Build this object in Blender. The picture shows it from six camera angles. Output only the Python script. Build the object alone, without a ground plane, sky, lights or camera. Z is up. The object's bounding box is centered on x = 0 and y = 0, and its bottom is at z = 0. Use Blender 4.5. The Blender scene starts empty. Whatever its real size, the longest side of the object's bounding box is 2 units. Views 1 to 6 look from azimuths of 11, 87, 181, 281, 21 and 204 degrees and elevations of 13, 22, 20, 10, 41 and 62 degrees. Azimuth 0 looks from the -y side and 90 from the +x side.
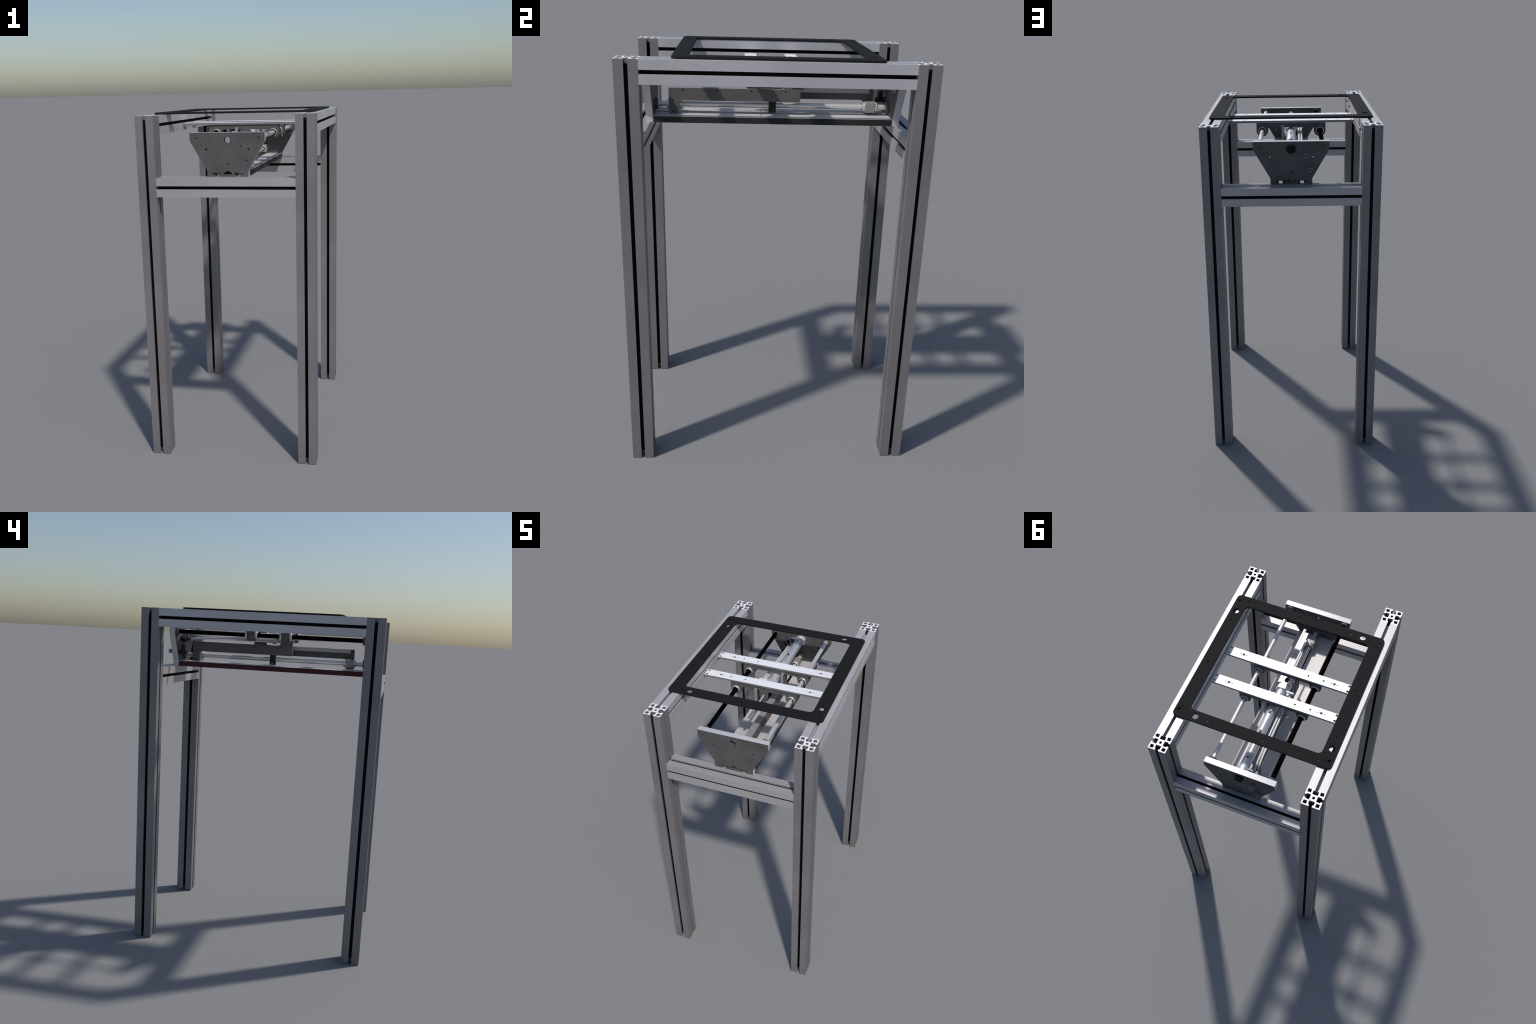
import bpy, bmesh, math, random
from mathutils import Vector, Matrix

random.seed(7)
scene = bpy.context.scene
COLL = scene.collection

# ------------------------------------------------------------------ sizes (metres)
LEG_X, LEG_Y = 0.4386, 0.6387      # leg axis
PW = 0.1038                         # side of the slotted square extrusion
HW = PW / 2
TOP = 1.990                         # top of legs and rails
YC = 0.0024                         # the top plate and the carriage sit a hair off centre
ROD_X, ROD_Z = 0.175, 1.8645        # upper guide rods
LOW_Z = 1.7225                      # lower guide rod
CYL_Z = 1.852                       # air cylinder axis
END_Y0, END_Y1 = 0.5738, 0.6090     # end plate faces
BASE_B, BASE_T = 1.6525, 1.6835     # base extrusion

# ------------------------------------------------------------------ materials
def new_mat(name):
    m = bpy.data.materials.new(name)
    m.use_nodes = True
    nt = m.node_tree
    return m, nt, nt.nodes["Principled BSDF"]


def metal(name, base, dark, rough, metallic, grain=(60, 60, 60), patch=2.5, bump=0.006, spec=0.5):
    """Aluminium / steel: a plain colour with faint cloudy patches and fine brushed grain."""
    m, nt, p = new_mat(name)
    tc = nt.nodes.new("ShaderNodeTexCoord")
    n1 = nt.nodes.new("ShaderNodeTexNoise")
    n1.inputs["Scale"].default_value = patch
    n1.inputs["Detail"].default_value = 3
    mp = nt.nodes.new("ShaderNodeMapping")
    mp.inputs["Scale"].default_value = grain
    n2 = nt.nodes.new("ShaderNodeTexNoise")
    n2.inputs["Scale"].default_value = 1.0
    n2.inputs["Detail"].default_value = 4
    add = nt.nodes.new("ShaderNodeMath"); add.operation = "MULTIPLY_ADD"
    add.inputs[1].default_value = 0.22
    ramp = nt.nodes.new("ShaderNodeValToRGB")
    ramp.color_ramp.elements[0].position = 0.38
    ramp.color_ramp.elements[0].color = (*dark, 1)
    ramp.color_ramp.elements[1].position = 0.82
    ramp.color_ramp.elements[1].color = (*base, 1)
    L = nt.links.new
    L(tc.outputs["Object"], n1.inputs["Vector"])
    L(tc.outputs["Object"], mp.inputs["Vector"])
    L(mp.outputs["Vector"], n2.inputs["Vector"])
    L(n2.outputs["Fac"], add.inputs[0])
    L(n1.outputs["Fac"], add.inputs[2])
    L(add.outputs[0], ramp.inputs["Fac"])
    L(ramp.outputs["Color"], p.inputs["Base Color"])
    rr = nt.nodes.new("ShaderNodeMapRange")
    rr.inputs["To Min"].default_value = rough - 0.05
    rr.inputs["To Max"].default_value = rough + 0.05
    L(n1.outputs["Fac"], rr.inputs["Value"])
    L(rr.outputs["Result"], p.inputs["Roughness"])
    b = nt.nodes.new("ShaderNodeBump")
    b.inputs["Strength"].default_value = bump
    b.inputs["Distance"].default_value = 0.002
    L(n2.outputs["Fac"], b.inputs["Height"])
    L(b.outputs["Normal"], p.inputs["Normal"])
    p.inputs["Metallic"].default_value = metallic
    p.inputs["Specular IOR Level"].default_value = spec
    return m


LEGM = metal("leg_aluminium_shade_darkened", (0.236, 0.222, 0.229), (0.180, 0.170, 0.176), 0.48, 0.2, (25, 25, 25), spec=0.4)
RAILM = metal("satin_rail_aluminium", (0.54, 0.525, 0.545), (0.46, 0.447, 0.462), 0.45, 0.25, (25, 25, 25))  # base greyed to a mean of sunlit top and shaded sides
BEAMM = metal("satin_beam_aluminium", (0.43, 0.416, 0.43), (0.365, 0.353, 0.365), 0.45, 0.25, (25, 25, 25))  # toned down from the white top so shaded side faces read darker
LIGHTENED_END = metal("end_lightened_by_top_light", (0.93, 0.93, 0.96), (0.88, 0.88, 0.91), 0.55, 0.1, (90, 90, 90))
LIGHTENED_EDGE = metal("plate_edge_top_light_painted", (0.64, 0.64, 0.665), (0.54, 0.54, 0.565), 0.5, 0.2, (90, 90, 90))
ENDDARK = metal("end_plate_shade_darkened", (0.112, 0.108, 0.108), (0.080, 0.078, 0.078), 0.6, 0.1, (14, 14, 40), patch=9, spec=0.15)
SIDEM = metal("side_plate_shade_darkened", (0.150, 0.143, 0.140), (0.118, 0.113, 0.111), 0.6, 0.1, (14, 14, 40), patch=5, spec=0.15)
EDGE = metal("bar_edge_shade_darkened", (0.27, 0.262, 0.265), (0.22, 0.213, 0.216), 0.5, 0.3, (60, 60, 60), spec=0.3)
INNER = metal("drawn_square_bar", (0.42, 0.41, 0.42), (0.36, 0.35, 0.36), 0.42, 0.4, (60, 6, 60))
BASEM = metal("base_rail_aluminium", (0.66, 0.63, 0.635), (0.52, 0.50, 0.505), 0.55, 0.2, (20, 6, 20))
BAR = metal("brushed_flat_bar", (0.91, 0.91, 0.95), (0.86, 0.86, 0.90), 0.5, 0.1, (200, 14, 14))
STEEL = metal("polished_rod_steel", (0.84, 0.83, 0.82), (0.76, 0.75, 0.74), 0.36, 0.55, (90, 6, 90))
CAST = metal("bearing_block_aluminium", (0.122, 0.122, 0.120), (0.092, 0.092, 0.090), 0.55, 0.1, (50, 50, 50), spec=0.15)  # occlusion under the bars is baked into this dark base
BLOCK = metal("grey_bearing_block", (0.36, 0.355, 0.35), (0.30, 0.296, 0.29), 0.5, 0.3, (50, 50, 50), spec=0.3)  # tint halfway between the block's lit top and its shaded front
CYLM = metal("cylinder_tube_aluminium", (0.80, 0.80, 0.82), (0.72, 0.72, 0.745), 0.36, 0.55, (80, 8, 80))
STRIPG = metal("dark_edge_strip", (0.036, 0.038, 0.036), (0.026, 0.028, 0.027), 0.6, 0.0, (40, 9, 40), patch=14, spec=0.15)
STRIPR = metal("maroon_edge_strip", (0.085, 0.024, 0.029), (0.062, 0.016, 0.020), 0.6, 0.0, (40, 9, 40), patch=14, spec=0.15)
DEEP_BLACK = metal("deep_black", (0.012, 0.012, 0.013), (0.008, 0.008, 0.009), 0.7, 0.0, (60, 60, 60), spec=0.1)
PLATEB = metal("black_coated_plate", (0.0150, 0.0150, 0.0155), (0.0125, 0.0125, 0.013), 0.78, 0.0, (120, 120, 120), spec=0.12)
RODB = metal("black_rod", (0.004, 0.0035, 0.0035), (0.003, 0.003, 0.003), 0.9, 0.0, (90, 6, 90), spec=0.0)
RUBBER = metal("black_plastic", (0.02, 0.02, 0.022), (0.015, 0.015, 0.017), 0.5, 0.0, (90, 90, 90), spec=0.3)
FIT = metal("grey_fitting", (0.22, 0.23, 0.25), (0.18, 0.19, 0.21), 0.45, 0.5, (90, 90, 90))
TUBE = metal("pale_air_tube", (0.74, 0.74, 0.74), (0.68, 0.68, 0.69), 0.4, 0.2, (60, 6, 60))

# ------------------------------------------------------------------ helpers
def link(name, mesh, mat, parent=None, smooth=35):
    o = bpy.data.objects.new(name, mesh)
    if mat is not None and not mesh.materials:
        mesh.materials.append(mat)
    COLL.objects.link(o)
    if parent is not None:
        o.parent = parent
    if smooth:
        mesh.shade_smooth()
        mesh.set_sharp_from_angle(angle=math.radians(smooth))
    else:
        mesh.shade_flat()
    return o


def rounded(points, radii, seg=5):
    """Closed outline with a rounding radius at every corner."""
    if not hasattr(radii, "__len__"):
        radii = [radii] * len(points)
    out, n = [], len(points)
    for i in range(n):
        p, r = Vector(points[i]), radii[i]
        if r <= 0:
            out.append(p); continue
        a, b = (Vector(points[i - 1]) - p).normalized(), (Vector(points[(i + 1) % n]) - p).normalized()
        half = math.acos(max(-1, min(1, a.dot(b)))) / 2
        t = r / math.tan(half)
        c = p + (a + b).normalized() * (r / math.sin(half))
        s, e = p + a * t - c, p + b * t - c
        ang = math.atan2(s.x * e.y - s.y * e.x, s.dot(e))
        for k in range(seg + 1):
            q = ang * k / seg
            out.append(c + Vector((s.x * math.cos(q) - s.y * math.sin(q), s.x * math.sin(q) + s.y * math.cos(q))))
    return out


def circle(cx, cy, r, n=24):
    return [Vector((cx + r * math.cos(math.tau * i / n), cy + r * math.sin(math.tau * i / n))) for i in range(n)]


def rect(x0, y0, x1, y1):
    return [(x0, y0), (x1, y0), (x1, y1), (x0, y1)]


AXES = {  # columns: where the outline's u, v and the extrusion w go
    "z": Matrix(((1, 0, 0), (0, 1, 0), (0, 0, 1))).transposed(),
    "y": Matrix(((1, 0, 0), (0, 0, 1), (0, 1, 0))).transposed(),   # u->x  v->z  w->y
    "x": Matrix(((0, 1, 0), (0, 0, 1), (1, 0, 0))).transposed(),   # u->y  v->z  w->x
}


def slab(outline, holes, w0, w1, axis="z", bevel=0.0):
    """Outline with holes, extruded from w0 to w1 along an axis, edges slightly broken."""
    cu = bpy.data.curves.new("tmp", "CURVE")
    cu.dimensions, cu.fill_mode = "2D", "BOTH"
    cu.extrude = (w1 - w0) / 2 - bevel
    cu.bevel_depth, cu.bevel_resolution, cu.offset = bevel, 0, -bevel
    for loop in [outline] + list(holes):
        s = cu.splines.new("POLY")
        s.points.add(len(loop) - 1)
        for pt, q in zip(s.points, loop):
            pt.co = (q[0], q[1], 0, 1)
        s.use_cyclic_u = True
    o = bpy.data.objects.new("tmp", cu)
    COLL.objects.link(o)
    me = bpy.data.meshes.new_from_object(o.evaluated_get(bpy.context.evaluated_depsgraph_get()))
    bpy.data.objects.remove(o)
    bpy.data.curves.remove(cu)
    M = AXES[axis]
    bm = bmesh.new(); bm.from_mesh(me)
    bmesh.ops.remove_doubles(bm, verts=bm.verts, dist=1e-5)
    for v in bm.verts:
        v.co = M @ Vector((v.co.x, v.co.y, v.co.z + (w0 + w1) / 2))
    bmesh.ops.recalc_face_normals(bm, faces=bm.faces)
    bm.to_mesh(me); bm.free()
    me.materials.clear()
    return me


def lathe(profile, axis="y", at=(0, 0, 0), n=40):
    """Solid of revolution: profile is [(radius, position along the axis)]."""
    bm = bmesh.new()
    M = AXES[axis]
    rings = []
    for r, t in profile:
        if r <= 1e-6:
            rings.append([bm.verts.new(M @ Vector((0, 0, t)) + Vector(at))])
        else:
            rings.append([bm.verts.new(M @ Vector((r * math.cos(math.tau * i / n), r * math.sin(math.tau * i / n), t)) + Vector(at)) for i in range(n)])
    for a, b in zip(rings, rings[1:]):
        for i in range(n):
            j = (i + 1) % n
            if len(a) == 1 and len(b) > 1:
                bm.faces.new((a[0], b[i], b[j]))
            elif len(b) == 1 and len(a) > 1:
                bm.faces.new((a[i], a[j], b[0]))
            elif len(a) > 1:
                bm.faces.new((a[i], a[j], b[j], b[i]))
    bmesh.ops.recalc_face_normals(bm, faces=bm.faces)
    me = bpy.data.meshes.new("lathe"); bm.to_mesh(me); bm.free()
    return me


def disc(r, t0, t1, ch=0.0012, bore=0.0):
    """Profile of a short chamfered disc, or of a ring when a bore is given."""
    p = [(r - ch, t0), (r, t0 + ch), (r, t1 - ch), (r - ch, t1)]
    if bore:
        return [(bore, t0)] + p + [(bore, t1), (bore, t0)]
    return [(0, t0)] + p + [(0, t1)]


def box(x0, y0, z0, x1, y1, z1, bevel=0.002, seg=2):
    bm = bmesh.new()
    bmesh.ops.create_cube(bm, size=1)
    for v in bm.verts:
        v.co = Vector((x0 + (v.co.x + .5) * (x1 - x0), y0 + (v.co.y + .5) * (y1 - y0), z0 + (v.co.z + .5) * (z1 - z0)))
    if bevel:
        bmesh.ops.bevel(bm, geom=bm.edges[:], offset=bevel, segments=seg, profile=0.5, affect="EDGES")
    me = bpy.data.meshes.new("box"); bm.to_mesh(me); bm.free()
    return me


def pipe(points, r, n=16, closed=False):
    """Round tube along a smooth path (Catmull-Rom through the points)."""
    cu = bpy.data.curves.new("tmp", "CURVE")
    cu.dimensions = "3D"
    cu.bevel_depth, cu.bevel_resolution, cu.use_fill_caps = r, 6, True
    pts = [Vector(p) for p in points]
    path = []
    for i in range(len(pts) - 1):
        p0, p1, p2, p3 = pts[max(i - 1, 0)], pts[i], pts[i + 1], pts[min(i + 2, len(pts) - 1)]
        for k in range(10):
            t = k / 10
            path.append(0.5 * ((2 * p1) + (p2 - p0) * t + (2 * p0 - 5 * p1 + 4 * p2 - p3) * t * t + (3 * p1 - p0 - 3 * p2 + p3) * t ** 3))
    path.append(pts[-1])
    s = cu.splines.new("POLY"); s.points.add(len(path) - 1)
    for pt, q in zip(s.points, path):
        pt.co = (*q, 1)
    o = bpy.data.objects.new("tmp", cu); COLL.objects.link(o)
    me = bpy.data.meshes.new_from_object(o.evaluated_get(bpy.context.evaluated_depsgraph_get()))
    bpy.data.objects.remove(o); bpy.data.curves.remove(cu)
    me.materials.clear()
    return me


def merge(*meshes):
    bm = bmesh.new()
    for m in meshes:
        bm.from_mesh(m)
    me = bpy.data.meshes.new("merged"); bm.to_mesh(me); bm.free()
    return me


def again(o, parent, matrix=None, name=None):
    """Another copy of a part, sharing its mesh."""
    c = o.copy()
    c.name = name or o.name.split(".")[0]
    c.parent = parent
    if matrix is not None:
        c.matrix_basis = matrix
    COLL.objects.link(c)
    return c


SHIFT = Matrix.Translation((0, YC, 0))
TURN = SHIFT @ Matrix.Rotation(math.pi, 4, "Z")          # half turn about the slide's centre
TURN2 = TURN @ SHIFT.inverted()                         # the same for parts given in absolute y

root = bpy.data.objects.new("machine_stand", None)
COLL.objects.link(root)
root["label"] = "tall slotted aluminium stand with pneumatic slide under black frame plate"
root["category"] = "machine frame"

# ------------------------------------------------------------------ slotted extrusion profile
def profile_outline(r=0.0):
    """45 mm style profile: T-slot in every side; lists of fractions of the side length."""
    g, t, lip, deep = 0.087 * PW, 0.1475 * PW, 0.1035 * PW, 0.316 * PW   # half gap, half T, lip, depth
    h = HW
    side = [(-h, -h), (-g, -h), (-g, -h + lip), (-t, -h + lip), (-t, -h + deep),
            (t, -h + deep), (t, -h + lip), (g, -h + lip), (g, -h)]
    pts, rad = [], []
    for k in range(4):
        c, s = [(1, 0), (0, 1), (-1, 0), (0, -1)][k]
        for i, (x, y) in enumerate(side):
            pts.append((x * c - y * s, x * s + y * c))
            rad.append(r)
    return rounded(pts, rad, 2)


def profile_holes():
    a, b = HW - 0.068 * PW, HW - 0.264 * PW
    hs = [circle(0, 0, 0.078 * PW, 20)]
    for sx in (-1, 1):
        for sy in (-1, 1):
            hs.append(rounded(rect(min(sx * a, sx * b), min(sy * a, sy * b), max(sx * a, sx * b), max(sy * a, sy * b)), 0.001, 2))
    return hs


OUT, HOL = profile_outline(), profile_holes()


def extrusion(length, axis):
    return slab(OUT, HOL, -length / 2, length / 2, axis)


def slot_shadow_strips(length, axis, sides):
    """Black strip modelling the slot shadow on the floor of the chosen slots (0: -v, 1: +u, 2: +v, 3: -u of the section)."""
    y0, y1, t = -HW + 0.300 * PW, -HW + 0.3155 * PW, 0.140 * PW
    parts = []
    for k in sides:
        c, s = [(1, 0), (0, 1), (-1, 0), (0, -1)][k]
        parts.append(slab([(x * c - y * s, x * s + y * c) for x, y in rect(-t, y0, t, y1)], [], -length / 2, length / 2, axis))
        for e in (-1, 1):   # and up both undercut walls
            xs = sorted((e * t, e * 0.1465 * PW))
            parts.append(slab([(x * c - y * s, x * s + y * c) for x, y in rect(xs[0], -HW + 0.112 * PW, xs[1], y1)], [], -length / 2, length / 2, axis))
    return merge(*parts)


def lightened_ends(me, axis):
    """The two end faces of an extrusion get overhead light painted in, near white."""
    me.materials.append(LEGM); me.materials.append(LIGHTENED_END)
    for p in me.polygons:
        if abs(p.normal[axis]) > 0.9:
            p.material_index = 1
    return me


def cut_edges(me, axis, face, edge, outer=None):
    """A plate with side shade or top light coloured into its faces and cut edges (all, or the outer ones)."""
    me.materials.append(face); me.materials.append(edge)
    for p in me.polygons:
        if abs(p.normal[axis]) < 0.5 and (outer is None or outer(p.center)):
            p.material_index = 1
    return me


leg = link("leg", lightened_ends(extrusion(TOP, "z"), 2), LEGM, root, 0)
leg.location = (LEG_X, LEG_Y, TOP / 2)
shadow_strip = link("slot_shadow_strip", slot_shadow_strips(TOP - 0.044, "z", range(4)), DEEP_BLACK, leg, 0)
for sx, sy in ((-1, 1), (1, -1), (-1, -1)):
    l = again(leg, root, Matrix.Translation((sx * LEG_X, sy * LEG_Y, TOP / 2)))
    again(shadow_strip, l)

rail = link("frame_rail", extrusion(2 * (LEG_Y - HW) - 0.0004, "y"), RAILM, root, 0)
rail.location = (LEG_X, 0, TOP - HW - 0.0003)
shadow_strip = link("slot_shadow_strip", slot_shadow_strips(2 * (LEG_Y - HW) - 0.004, "y", (0, 1, 3)), DEEP_BLACK, rail, 0)
r2 = again(rail, root, Matrix.Translation((-LEG_X, 0, TOP - HW - 0.0003)))
again(shadow_strip, r2)

beam = link("cross_beam", extrusion(2 * (LEG_X - HW) - 0.0004, "x"), BEAMM, root, 0)
beam.location = (0, LEG_Y, BASE_B - HW)
shadow_strip = link("slot_shadow_strip", slot_shadow_strips(2 * (LEG_X - HW) - 0.004, "x", range(4)), DEEP_BLACK, beam, 0)
b2 = again(beam, root, Matrix.Translation((0, -LEG_Y, BASE_B - HW)))
again(shadow_strip, b2)

# ------------------------------------------------------------------ black top plate
PX, PY, IX = 0.4615, 0.4565, 0.3845
out = rounded(rect(-PX, -PY, PX, PY), 0.026, 8)
inner = rounded(rect(-IX, -PY + 0.0705, IX, PY - 0.0705), 0.026, 8)
half_holes = [(0.4385, -0.4095, 0.0085), (-0.4385, -0.4095, 0.0085),
              (0.4255, -0.3338, 0.0175), (-0.3340, -0.4225, 0.0175),
              (0.3844, -0.4268, 0.0048), (0.4264, -0.2600, 0.0048), (0.4264, 0.0622, 0.0048),
              (-0.4263, -0.3855, 0.0048), (-0.2600, -0.4228, 0.0048), (0.0623, -0.4272, 0.0048)]
ph = []
for x, y, r in half_holes:
    n = 28 if r > 0.01 else 16
    ph += [circle(x, y, r, n), circle(-x, -y, r, n)]
plate = link("cover_frame", slab(out, [inner] + ph, -0.005, 0.005, "z", 0.0008), PLATEB, root)
plate.location = (0, YC, TOP + 0.0052)

# ------------------------------------------------------------------ base extrusion and end plates
def tee(cx, bar_h, bar0, bar1, neck_h, to):
    """T-shaped slot: a wide bar and a neck that opens to the given height."""
    if to > bar1:
        return [(cx - bar_h, bar0), (cx + bar_h, bar0), (cx + bar_h, bar1), (cx + neck_h, bar1), (cx + neck_h, to), (cx - neck_h, to), (cx - neck_h, bar1), (cx - bar_h, bar1)]
    return [(cx - bar_h, bar1), (cx - bar_h, bar0), (cx - neck_h, bar0), (cx - neck_h, to), (cx + neck_h, to), (cx + neck_h, bar0), (cx + bar_h, bar0), (cx + bar_h, bar1)]


BW = 0.1165
base_out = [(-BW, BASE_B), (-0.0705, BASE_B), (-0.0705, 1.6633), (-0.0835, 1.6633), (-0.0835, 1.6732), (-0.0365, 1.6732), (-0.0365, 1.6633), (-0.0495, 1.6633), (-0.0495, BASE_B),
            (0.0495, BASE_B), (0.0495, 1.6633), (0.0365, 1.6633), (0.0365, 1.6732), (0.0835, 1.6732), (0.0835, 1.6633), (0.0705, 1.6633), (0.0705, BASE_B), (BW, BASE_B),
            (BW, BASE_T), (0.0105, BASE_T), (0.0105, 1.6748), (0.023, 1.6748), (0.023, 1.6655), (-0.023, 1.6655), (-0.023, 1.6748), (-0.0105, 1.6748), (-0.0105, BASE_T), (-BW, BASE_T)]
base = link("base_rail", slab(base_out, [], -END_Y0 + 0.0002, END_Y0 - 0.0002, "y"), BASEM, root)
# round mounting holes in the base, two each side of the middle slot
cut = [lathe(disc(0.0125, 1.62, 1.72, 0.0001), "z", (sx * 0.0505, sy * 0.0515, 0), 20) for sx in (-1, 1) for sy in (-1, 1)]
cutter = bpy.data.objects.new("cutter", merge(*cut)); COLL.objects.link(cutter)
mod = base.modifiers.new("holes", "BOOLEAN"); mod.object, mod.operation, mod.solver = cutter, "DIFFERENCE", "EXACT"
me = bpy.data.meshes.new_from_object(base.evaluated_get(bpy.context.evaluated_depsgraph_get()))
base.modifiers.clear(); base.data = me
base.location = (0, YC, 0)
bpy.data.objects.remove(cutter)

side_strip = box(BW, -END_Y0 + 0.0005, BASE_B + 0.0006, BW + 0.0010, END_Y0 - 0.0005, BASE_T - 0.0010, 0.0003, 1)
link("edge_strip", side_strip, STRIPG, base, 0)
link("edge_strip", box(-BW - 0.0010, -END_Y0 + 0.0005, BASE_B + 0.0006, -BW, END_Y0 - 0.0005, BASE_T - 0.0010, 0.0003, 1), STRIPR, base, 0)

link("slot_floor_shadow", box(-0.0226, -END_Y0 + 0.001, 1.6657, 0.0226, END_Y0 - 0.001, 1.6668, 0), DEEP_BLACK, base, 0)

EP = [(-BW, BASE_B + 0.0004), (-0.0705, BASE_B + 0.0004), (-0.0705, 1.6633), (-0.0835, 1.6633), (-0.0835, 1.6732), (-0.0365, 1.6732), (-0.0365, 1.6633), (-0.0495, 1.6633), (-0.0495, BASE_B + 0.0004),
      (0.0495, BASE_B + 0.0004), (0.0495, 1.6633), (0.0365, 1.6633), (0.0365, 1.6732), (0.0835, 1.6732), (0.0835, 1.6633), (0.0705, 1.6633), (0.0705, BASE_B + 0.0004), (BW, BASE_B + 0.0004),
      (BW, 1.6865), (0.2095, 1.8487), (0.2095, 1.8930), (-0.2095, 1.8930), (-0.2095, 1.8487), (-BW, 1.6865)]
ep_out = rounded(EP, [0] * 18 + [0.006, 0.012, 0.0008, 0.0008, 0.012, 0.006], 4)
ep_holes = [circle(0, 1.851, 0.0178, 32), circle(-0.1175, 1.8020, 0.0066, 20), circle(0.1195, 1.8020, 0.0066, 20),
            circle(0.0785, 1.8190, 0.0046, 16), circle(0.1063, 1.7415, 0.0046, 16), circle(0, 1.7230, 0.0044, 16),
            circle(-0.175, 1.8632, 0.0044, 16), circle(0.175, 1.8632, 0.0044, 16),
            tee(0, 0.023, 1.6655, 1.6748, 0.0105, 1.6825)]
end_mesh = slab(ep_out, ep_holes, -END_Y1, -END_Y0, "y", 0.0006)
end_a = link("end_plate", cut_edges(end_mesh, 1, ENDDARK, LIGHTENED_EDGE, lambda c: c.z > 1.885 or abs(c.x) > BW - 0.002 + max(0, min(1, (c.z - 1.690) / 0.157)) * 0.090), ENDDARK, root)
end_a.location = (0, YC, 0)
end_b = again(end_a, root, TURN)

plugs = merge(*[lathe(disc(0.0043, -END_Y1 + 0.0030, -END_Y0 - 0.001, 0.0003), "y", (x, 0, z), 16) for x, z in ((-0.175, 1.8632), (0.175, 1.8632), (0, 1.7230))])  # black discs modelling the darkness inside the holes
pl = link("dark_end_hole_disc", plugs, DEEP_BLACK, end_a)
again(pl, end_b)

# rod seats on the inner faces of the end plates
seat = link("rod_seat", lathe(disc(0.0262, -END_Y0, -END_Y0 + 0.0140, 0.0015, 0.0128), "y", (ROD_X, 0, ROD_Z)), CAST, end_a)
again(seat, end_a, Matrix.Translation((-2 * ROD_X, 0, 0)))
again(seat, end_b); again(seat, end_b, Matrix.Translation((-2 * ROD_X, 0, 0)))
low_seat = link("rod_seat", lathe(disc(0.0275, -END_Y0, -END_Y0 + 0.0140, 0.0015, 0.0128), "y", (0, 0, LOW_Z)), CAST, end_a)
again(low_seat, end_b)

# ------------------------------------------------------------------ guide rods
rod_prof = [(0, -END_Y0), (0.0127, -END_Y0), (0.0127, END_Y0), (0, END_Y0)]
link("guide_rod", lathe(rod_prof, "y", (ROD_X, YC, ROD_Z), 36), STEEL, root)
link("guide_rod", lathe(rod_prof, "y", (-ROD_X, YC, ROD_Z), 36), RODB, root)
link("guide_rod", lathe(rod_prof, "y", (0, YC, LOW_Z), 36), STEEL, root)

# ------------------------------------------------------------------ carriage: two flat bars with bearing brackets
BAR_T, BAR_B = 1.9265, 1.9132
bar_holes = []
for sx in (-1, 1):
    for sy in (-1, 1):
        bar_holes.append(circle(sx * 0.3667, sy * 0.0189, 0.0075, 20))
    bar_holes += [circle(sx * 0.2808, 0, 0.0078, 20), circle(sx * 0.2995, 0, 0.0032, 12), circle(sx * 0.2620, 0, 0.0032, 12)]
bar_holes += [circle(-0.1230, 0, 0.0052, 16), circle(-0.2163, 0, 0.0052, 16)]
bar_mesh = cut_edges(slab(rect(-0.380, -0.0307, 0.380, 0.0307), bar_holes, BAR_B, BAR_T, "z", 0.0006), 2, BAR, EDGE)
bar_plugs = merge(*[lathe(disc(0.0051, BAR_B, BAR_T - 0.0020, 0.0003), "z", (x, 0, 0), 16) for x in (-0.1230, -0.2163)])

EAR = 0.0350
BR_T, BR_M = BAR_B - 0.0003, 1.8848     # bracket top, underside of the middle


def bracket_outline():
    """Two rounded ears over the rods joined by a web."""
    pts, rad = [], []
    def add(x, z, r):
        pts.append((x, z)); rad.append(r)
    add(-ROD_X - EAR + 0.0003, BR_T, 0.001)
    # left ear
    lo = ROD_Z - EAR - 0.0005
    add(-ROD_X - EAR + 0.0003, lo, EAR - 0.0008); add(-ROD_X + EAR, lo, EAR - 0.0008)
    add(-ROD_X + EAR, BR_M, 0.012)
    add(ROD_X - EAR, BR_M, 0.012)
    add(ROD_X - EAR, lo, EAR - 0.0008); add(ROD_X + EAR - 0.0003, lo, EAR - 0.0008)
    add(ROD_X + EAR - 0.0003, BR_T, 0.001)
    return rounded(pts, rad, 10)


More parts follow.
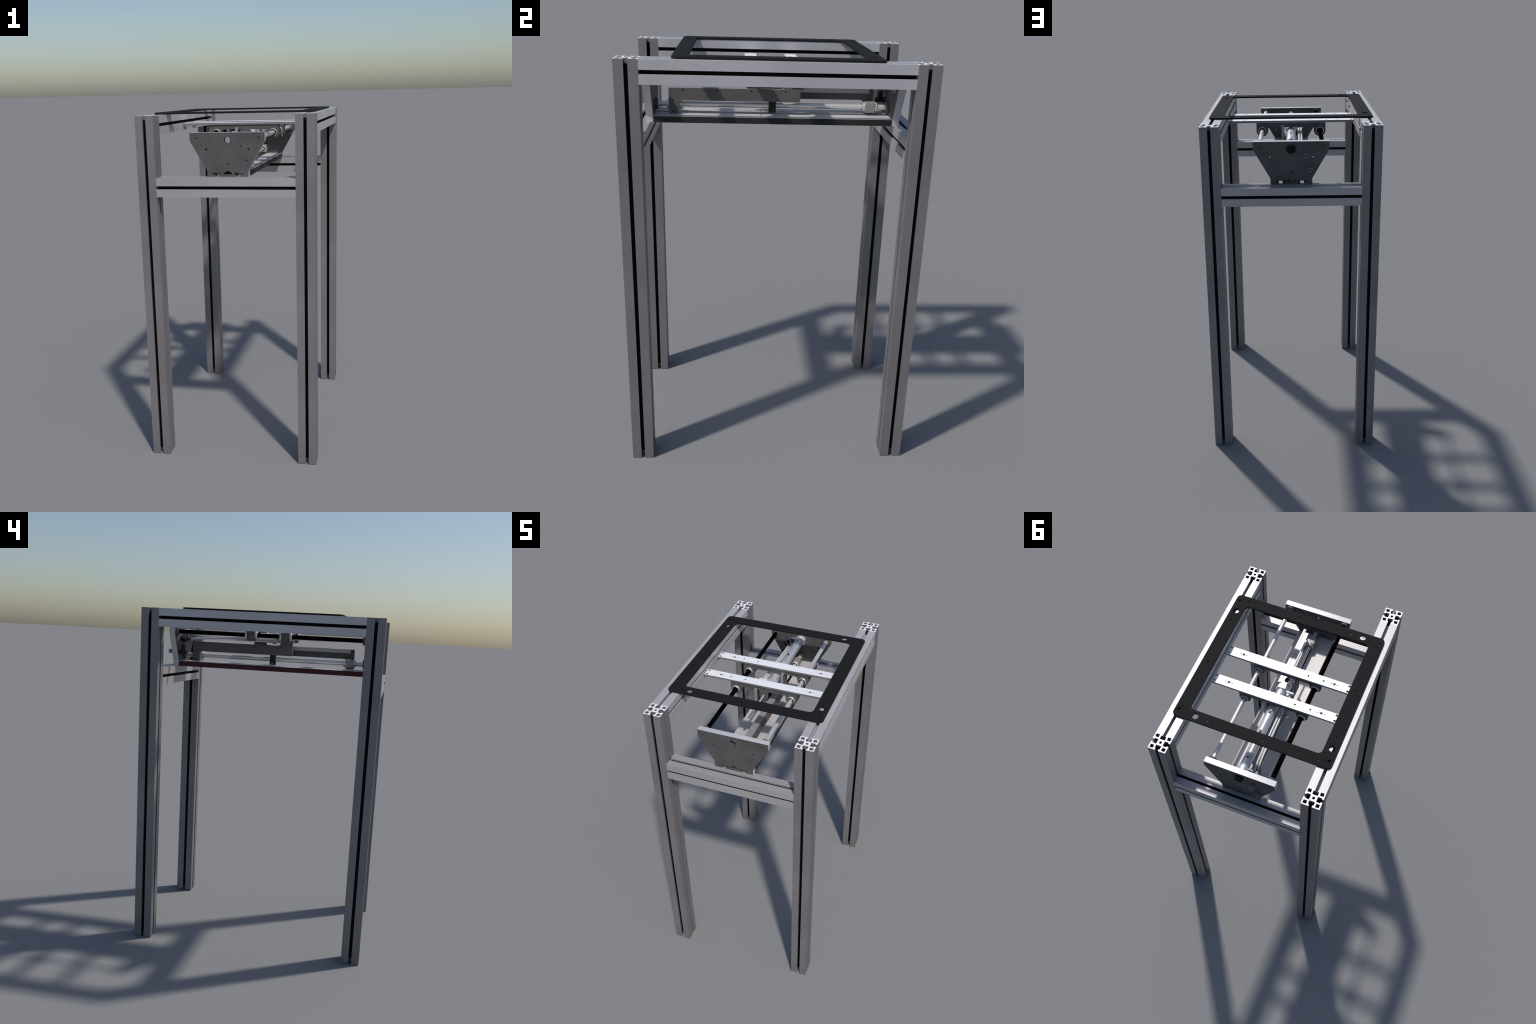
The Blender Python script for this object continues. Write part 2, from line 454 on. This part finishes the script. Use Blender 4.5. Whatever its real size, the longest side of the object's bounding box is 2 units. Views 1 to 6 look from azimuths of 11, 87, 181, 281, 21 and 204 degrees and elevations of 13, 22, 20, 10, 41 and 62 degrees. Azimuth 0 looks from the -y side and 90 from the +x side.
BT = 0.0245   # half depth of a bracket
flange_prof = disc(0.0233, BT, BT + 0.0125, 0.0015, 0.0160)
flange_back = [(r, -t) for r, t in flange_prof]
seal_mesh = merge(*[lathe([(0.0128, e * (BT + 0.0100)), (0.0128, e * (BT + 0.0129)), (0.0205, e * (BT + 0.0129)), (0.0205, e * (BT + 0.0100))], "y", (ROD_X, 0, ROD_Z)) for e in (-1, 1)])
flange_mesh = merge(lathe(flange_prof, "y", (ROD_X, 0, ROD_Z)), lathe(flange_back, "y", (ROD_X, 0, ROD_Z)))
for k, by in enumerate((-0.1023, 0.1073)):
    bar = link("carriage_bar", bar_mesh, BAR, root)
    bar.location = (0, by, 0)
    link("dark_bar_hole_disc", bar_plugs, DEEP_BLACK, bar)
    holes = [circle(sx * ROD_X, ROD_Z, 0.0165, 28) for sx in (-1, 1)]
    link("bearing_bracket", slab(bracket_outline(), holes, -BT, BT, "y", 0.0007), CAST, bar)
    if k == 0:   # hanging tab that the piston rod is bolted to
        tab = rounded([(-0.0385, BR_M + 0.004), (-0.0272, BR_M + 0.004), (-0.0272, 1.8245), (0.0272, 1.8245), (0.0272, BR_M + 0.004)][1:], [0.001, 0.0262, 0.0262, 0.001], 10)
        link("rod_tab", slab(tab, [circle(0, CYL_Z + 0.0012, 0.0082, 20)], -BT - 0.0004, -BT + 0.0120, "y", 0.0006), CAST, bar)
    f = link("bearing_flange", flange_mesh, STEEL, bar)
    again(f, bar, Matrix.Translation((-2 * ROD_X, 0, 0)))
    q = link("bearing_seal", seal_mesh, RUBBER, bar)
    again(q, bar, Matrix.Translation((-2 * ROD_X, 0, 0)))

# ------------------------------------------------------------------ side plates under the carriage (two, turned about the centre)
SX0, SX1 = 0.0415, 0.0580
S_TOP, S_BOT = 1.8085, 1.7490
sp = [(-0.5005, S_TOP), (-0.5005, 1.6872), (-0.4535, 1.6872), (-0.4535, S_BOT), (0.1325, S_BOT), (0.1325, BR_M + 0.012), (0.0560, BR_M + 0.012), (0.0560, S_TOP)]
sp = rounded(sp, [0.002, 0.002, 0.003, 0.018, 0.002, 0.002, 0.002, 0.018], 6)
sph = [circle(y, 1.7970, 0.0042, 14) for y in (-0.4325, -0.2680, -0.1035, 0.0608)] + [circle(-0.4793, z, 0.0042, 14) for z in (1.7475, 1.6968)]
side_mesh = slab(sp, sph, SX0, SX1, "x", 0.0005)
cut_edges(side_mesh, 0, SIDEM, INNER)
hole_discs = merge(*[lathe(disc(0.0041, SX0 + 0.0005, SX1 - 0.0012, 0.0003), "x", (0, y, z), 14) for y, z in [(y, 1.7970) for y in (-0.4325, -0.2680, -0.1035, 0.0608)] + [(-0.4793, 1.7475), (-0.4793, 1.6968)]])
rail_mesh = box(0.0178, -0.4770, 1.7850, SX0 - 0.0002, 0.0060, S_TOP - 0.0004, 0.0008, 1)
block_mesh = slab(rounded(rect(-0.0243, LOW_Z - 0.0250, SX0 - 0.0003, LOW_Z + 0.0255), [0.004, 0.001, 0.001, 0.003], 3), [circle(0, LOW_Z, 0.0165, 28)], -0.5002, -0.4537, "y", 0.0006)
lowseal_mesh = merge(*[lathe([(0.0128, c - e * 0.002), (0.0128, c + e * 0.0004), (0.0190, c + e * 0.0004), (0.0190, c - e * 0.002)], "y", (0, 0, LOW_Z)) for c, e in ((-0.4412, 1), (-0.5127, -1))])
lowfl_mesh = merge(lathe(disc(0.0225, -0.4537, -0.4412, 0.0015, 0.0128), "y", (0, 0, LOW_Z)), lathe(disc(0.0225, -0.5127, -0.5002, 0.0015, 0.0128), "y", (0, 0, LOW_Z)))
for k in range(2):
    s = link("carriage_plate", side_mesh, SIDEM, root)
    link("square_bar", rail_mesh, INNER, s)
    link("dark_hole_disc", hole_discs, DEEP_BLACK, s)
    link("bearing_block", block_mesh, BLOCK, s)
    link("bearing_flange", lowfl_mesh, STEEL, s)
    link("bearing_seal", lowseal_mesh, RUBBER, s)
    if k:
        s.matrix_basis = TURN2

# stop block round the lower rod in the middle of the carriage
stop = slab(rounded(rect(-0.0175, 1.6890, 0.0175, 1.7700), 0.002, 2), [circle(0.0035, 1.6975, 0.0042, 14)], -0.0165, 0.0165, "x", 0.0006)
st = link("stop_block", stop, RUBBER, root)
link("stop_crossbar", box(-SX0 + 0.0004, -0.0172, 1.7560, SX0 - 0.0004, 0.0172, 1.7770, 0.001, 1), RUBBER, st)

# ------------------------------------------------------------------ air cylinder
R = 0.0284
body = lathe([(0, 0.005), (R - 0.001, 0.005), (R, 0.006), (R, 0.546), (R - 0.001, 0.548), (0, 0.548)], "y", (0, 0, CYL_Z), 56)
cyl = link("air_cylinder", body, CYLM, root)
def cap_outline(w, h, dome):
    """Square-shouldered end cap with a domed top."""
    pts = [Vector((-w, CYL_Z - h)), Vector((w, CYL_Z - h)), Vector((w, CYL_Z + 0.012))]
    a0 = math.asin(min(1, 0.016 / dome))
    for i in range(13):
        a = a0 + (math.pi - 2 * a0) * i / 12
        pts.append(Vector((dome * math.cos(a), CYL_Z + dome * math.sin(a))))
    pts.append(Vector((-w, CYL_Z + 0.012)))
    return pts
link("end_cap", slab(cap_outline(0.0325, 0.026, 0.0296), [], 0.545, 0.5735, "y", 0.0008), CYLM, cyl)
# front cap: six-sided collar, gland nut, then the nut at the tab
hexagon = lambda r: [Vector((r * math.cos(math.radians(60 * i)), CYL_Z + r * math.sin(math.radians(60 * i)))) for i in range(6)]
link("end_cap", slab(hexagon(0.0405), [], -0.0210, 0.0060, "y", 0.0014), CYLM, cyl)
link("gland_nut", slab(hexagon(0.0320), [], -0.0425, -0.0275, "y", 0.0012), CYLM, cyl)
link("rod_nut", slab(hexagon(0.0125), [], -0.0860, -0.0680, "y", 0.0010), RUBBER, cyl)
link("gland_neck", lathe(disc(0.0150, -0.0500, -0.0200), "y", (0, 0, CYL_Z), 28), RUBBER, cyl)
link("piston_rod", lathe([(0, -0.3856), (0.0050, -0.3856), (0.0060, -0.3846), (0.0060, -0.020), (0, -0.020)], "y", (0, 0, CYL_Z + 0.0012), 24), STEEL, cyl)
# threaded nose and mounting nut outside the rear end plate
nut = rounded(rect(-0.0232, CYL_Z - 0.0225, 0.0232, CYL_Z + 0.0205), [0.017, 0.017, 0.008, 0.008], 6)
link("mounting_nut", slab(nut, [], END_Y1 + YC - 0.0002, END_Y1 + YC + 0.0165, "y", 0.0016), DEEP_BLACK, cyl)
# sensor track along the crown with its clips
track = [box(-0.0052, 0.075, CYL_Z + R - 0.004, 0.0052, 0.500, CYL_Z + R + 0.0012, 0.0008, 1)]
link("sensor_track", merge(*track), CYLM, cyl)
for y0, y1, mat, nm in ((0.168, 0.190, RUBBER, "sensor"), (0.194, 0.206, CYLM, "sensor_clip"), (0.085, 0.100, RUBBER, "sensor"), (0.466, 0.478, CYLM, "sensor_clip")):
    link(nm, box(-0.0072, y0, CYL_Z + R - 0.003, 0.0066, y1, CYL_Z + R + 0.0026, 0.0008, 1), mat, cyl)
groove = [box(x - 0.0008, y0, CYL_Z + R - 0.004, x + 0.0008, y1, CYL_Z + R - 0.0001, 0) for x in (-0.0062, 0.0062) for y0, y1 in ((0.104, 0.160), (0.228, 0.300), (0.330, 0.462))]
link("track_groove", merge(*groove), DEEP_BLACK, cyl, 0)
for y0, y1 in ((0.304, 0.326), (0.486, 0.496)):
    link("sensor", box(-0.0062, y0, CYL_Z + R - 0.003, 0.0062, y1, CYL_Z + R + 0.0020, 0.0008, 1), RUBBER, cyl)
for y in (0.060, 0.215, 0.485):
    link("tube_band", lathe([(R - 0.001, y - 0.0022), (R + 0.0006, y - 0.0016), (R + 0.0006, y + 0.0016), (R - 0.001, y + 0.0022)], "y", (0, 0, CYL_Z), 56), CYLM, cyl)

# ------------------------------------------------------------------ air tubes and fittings
for x, x_end in ((-0.0470, -0.047), (-0.0627, -0.0625)):
    link("air_tube", pipe([(x - 0.012, 0.552, 1.8195), (x - 0.004, 0.50, 1.8235), (x, 0.42, 1.831), (x, 0.25, 1.8445), (x_end, 0.12, 1.853), (x_end, 0.030, 1.859)], 0.0060), TUBE, root)
# cross fitting at the cylinder front
link("tube_elbow", merge(lathe(disc(0.0095, -0.078, -0.030, 0.002), "x", (0, 0.012, 1.868), 24),
                         lathe(disc(0.0105, 0.010, 0.036, 0.002), "y", (-0.047, 0, 1.863), 24)), TUBE, root)
# bulkhead connectors through the rear end plate
conn = [(0.0120, 0.6108), (0.0135, 0.6122), (0.0135, 0.6260), (0.0122, 0.6275), (0.0122, 0.6420), (0.0112, 0.6432), (0.0068, 0.6432), (0.0068, 0.6200), (0, 0.6200)]
for x, z in ((-0.0785, 1.8190), (-0.1063, 1.7415)):
    c = link("bulkhead_connector", lathe([(0, 0.6105)] + conn, "y", (x, 0, z), 24), FIT, root)
    link("connector_elbow", lathe(disc(0.0125, 0.5280, END_Y0 + YC, 0.0015), "y", (x, 0, z), 24), RUBBER, c)
    if z > 1.8:
        link("connector_collar", lathe(disc(0.0212, 0.5360, 0.5600, 0.0020, 0.0125), "y", (x - 0.0005, 0, 1.8370), 28), FIT, c)
        link("connector_arm", lathe(disc(0.0095, -0.0600, -0.0300, 0.0015), "x", (0, 0.5530, 1.8570), 20), FIT, c)
    else:
        link("connector_riser", lathe(disc(0.0130, z + 0.004, 1.7860, 0.002), "z", (x + 0.004, 0.5520, 0), 24), RUBBER, c)
        link("connector_ring", lathe(disc(0.0160, 1.7850, 1.7930, 0.0015, 0.009), "z", (x + 0.004, 0.5520, 0), 24), FIT, c)
        link("connector_hose", pipe([(x + 0.004, 0.552, 1.786), (x + 0.006, 0.550, 1.806), (x + 0.020, 0.545, 1.8195), (-0.0640, 0.515, 1.8215)], 0.0075), RUBBER, c)
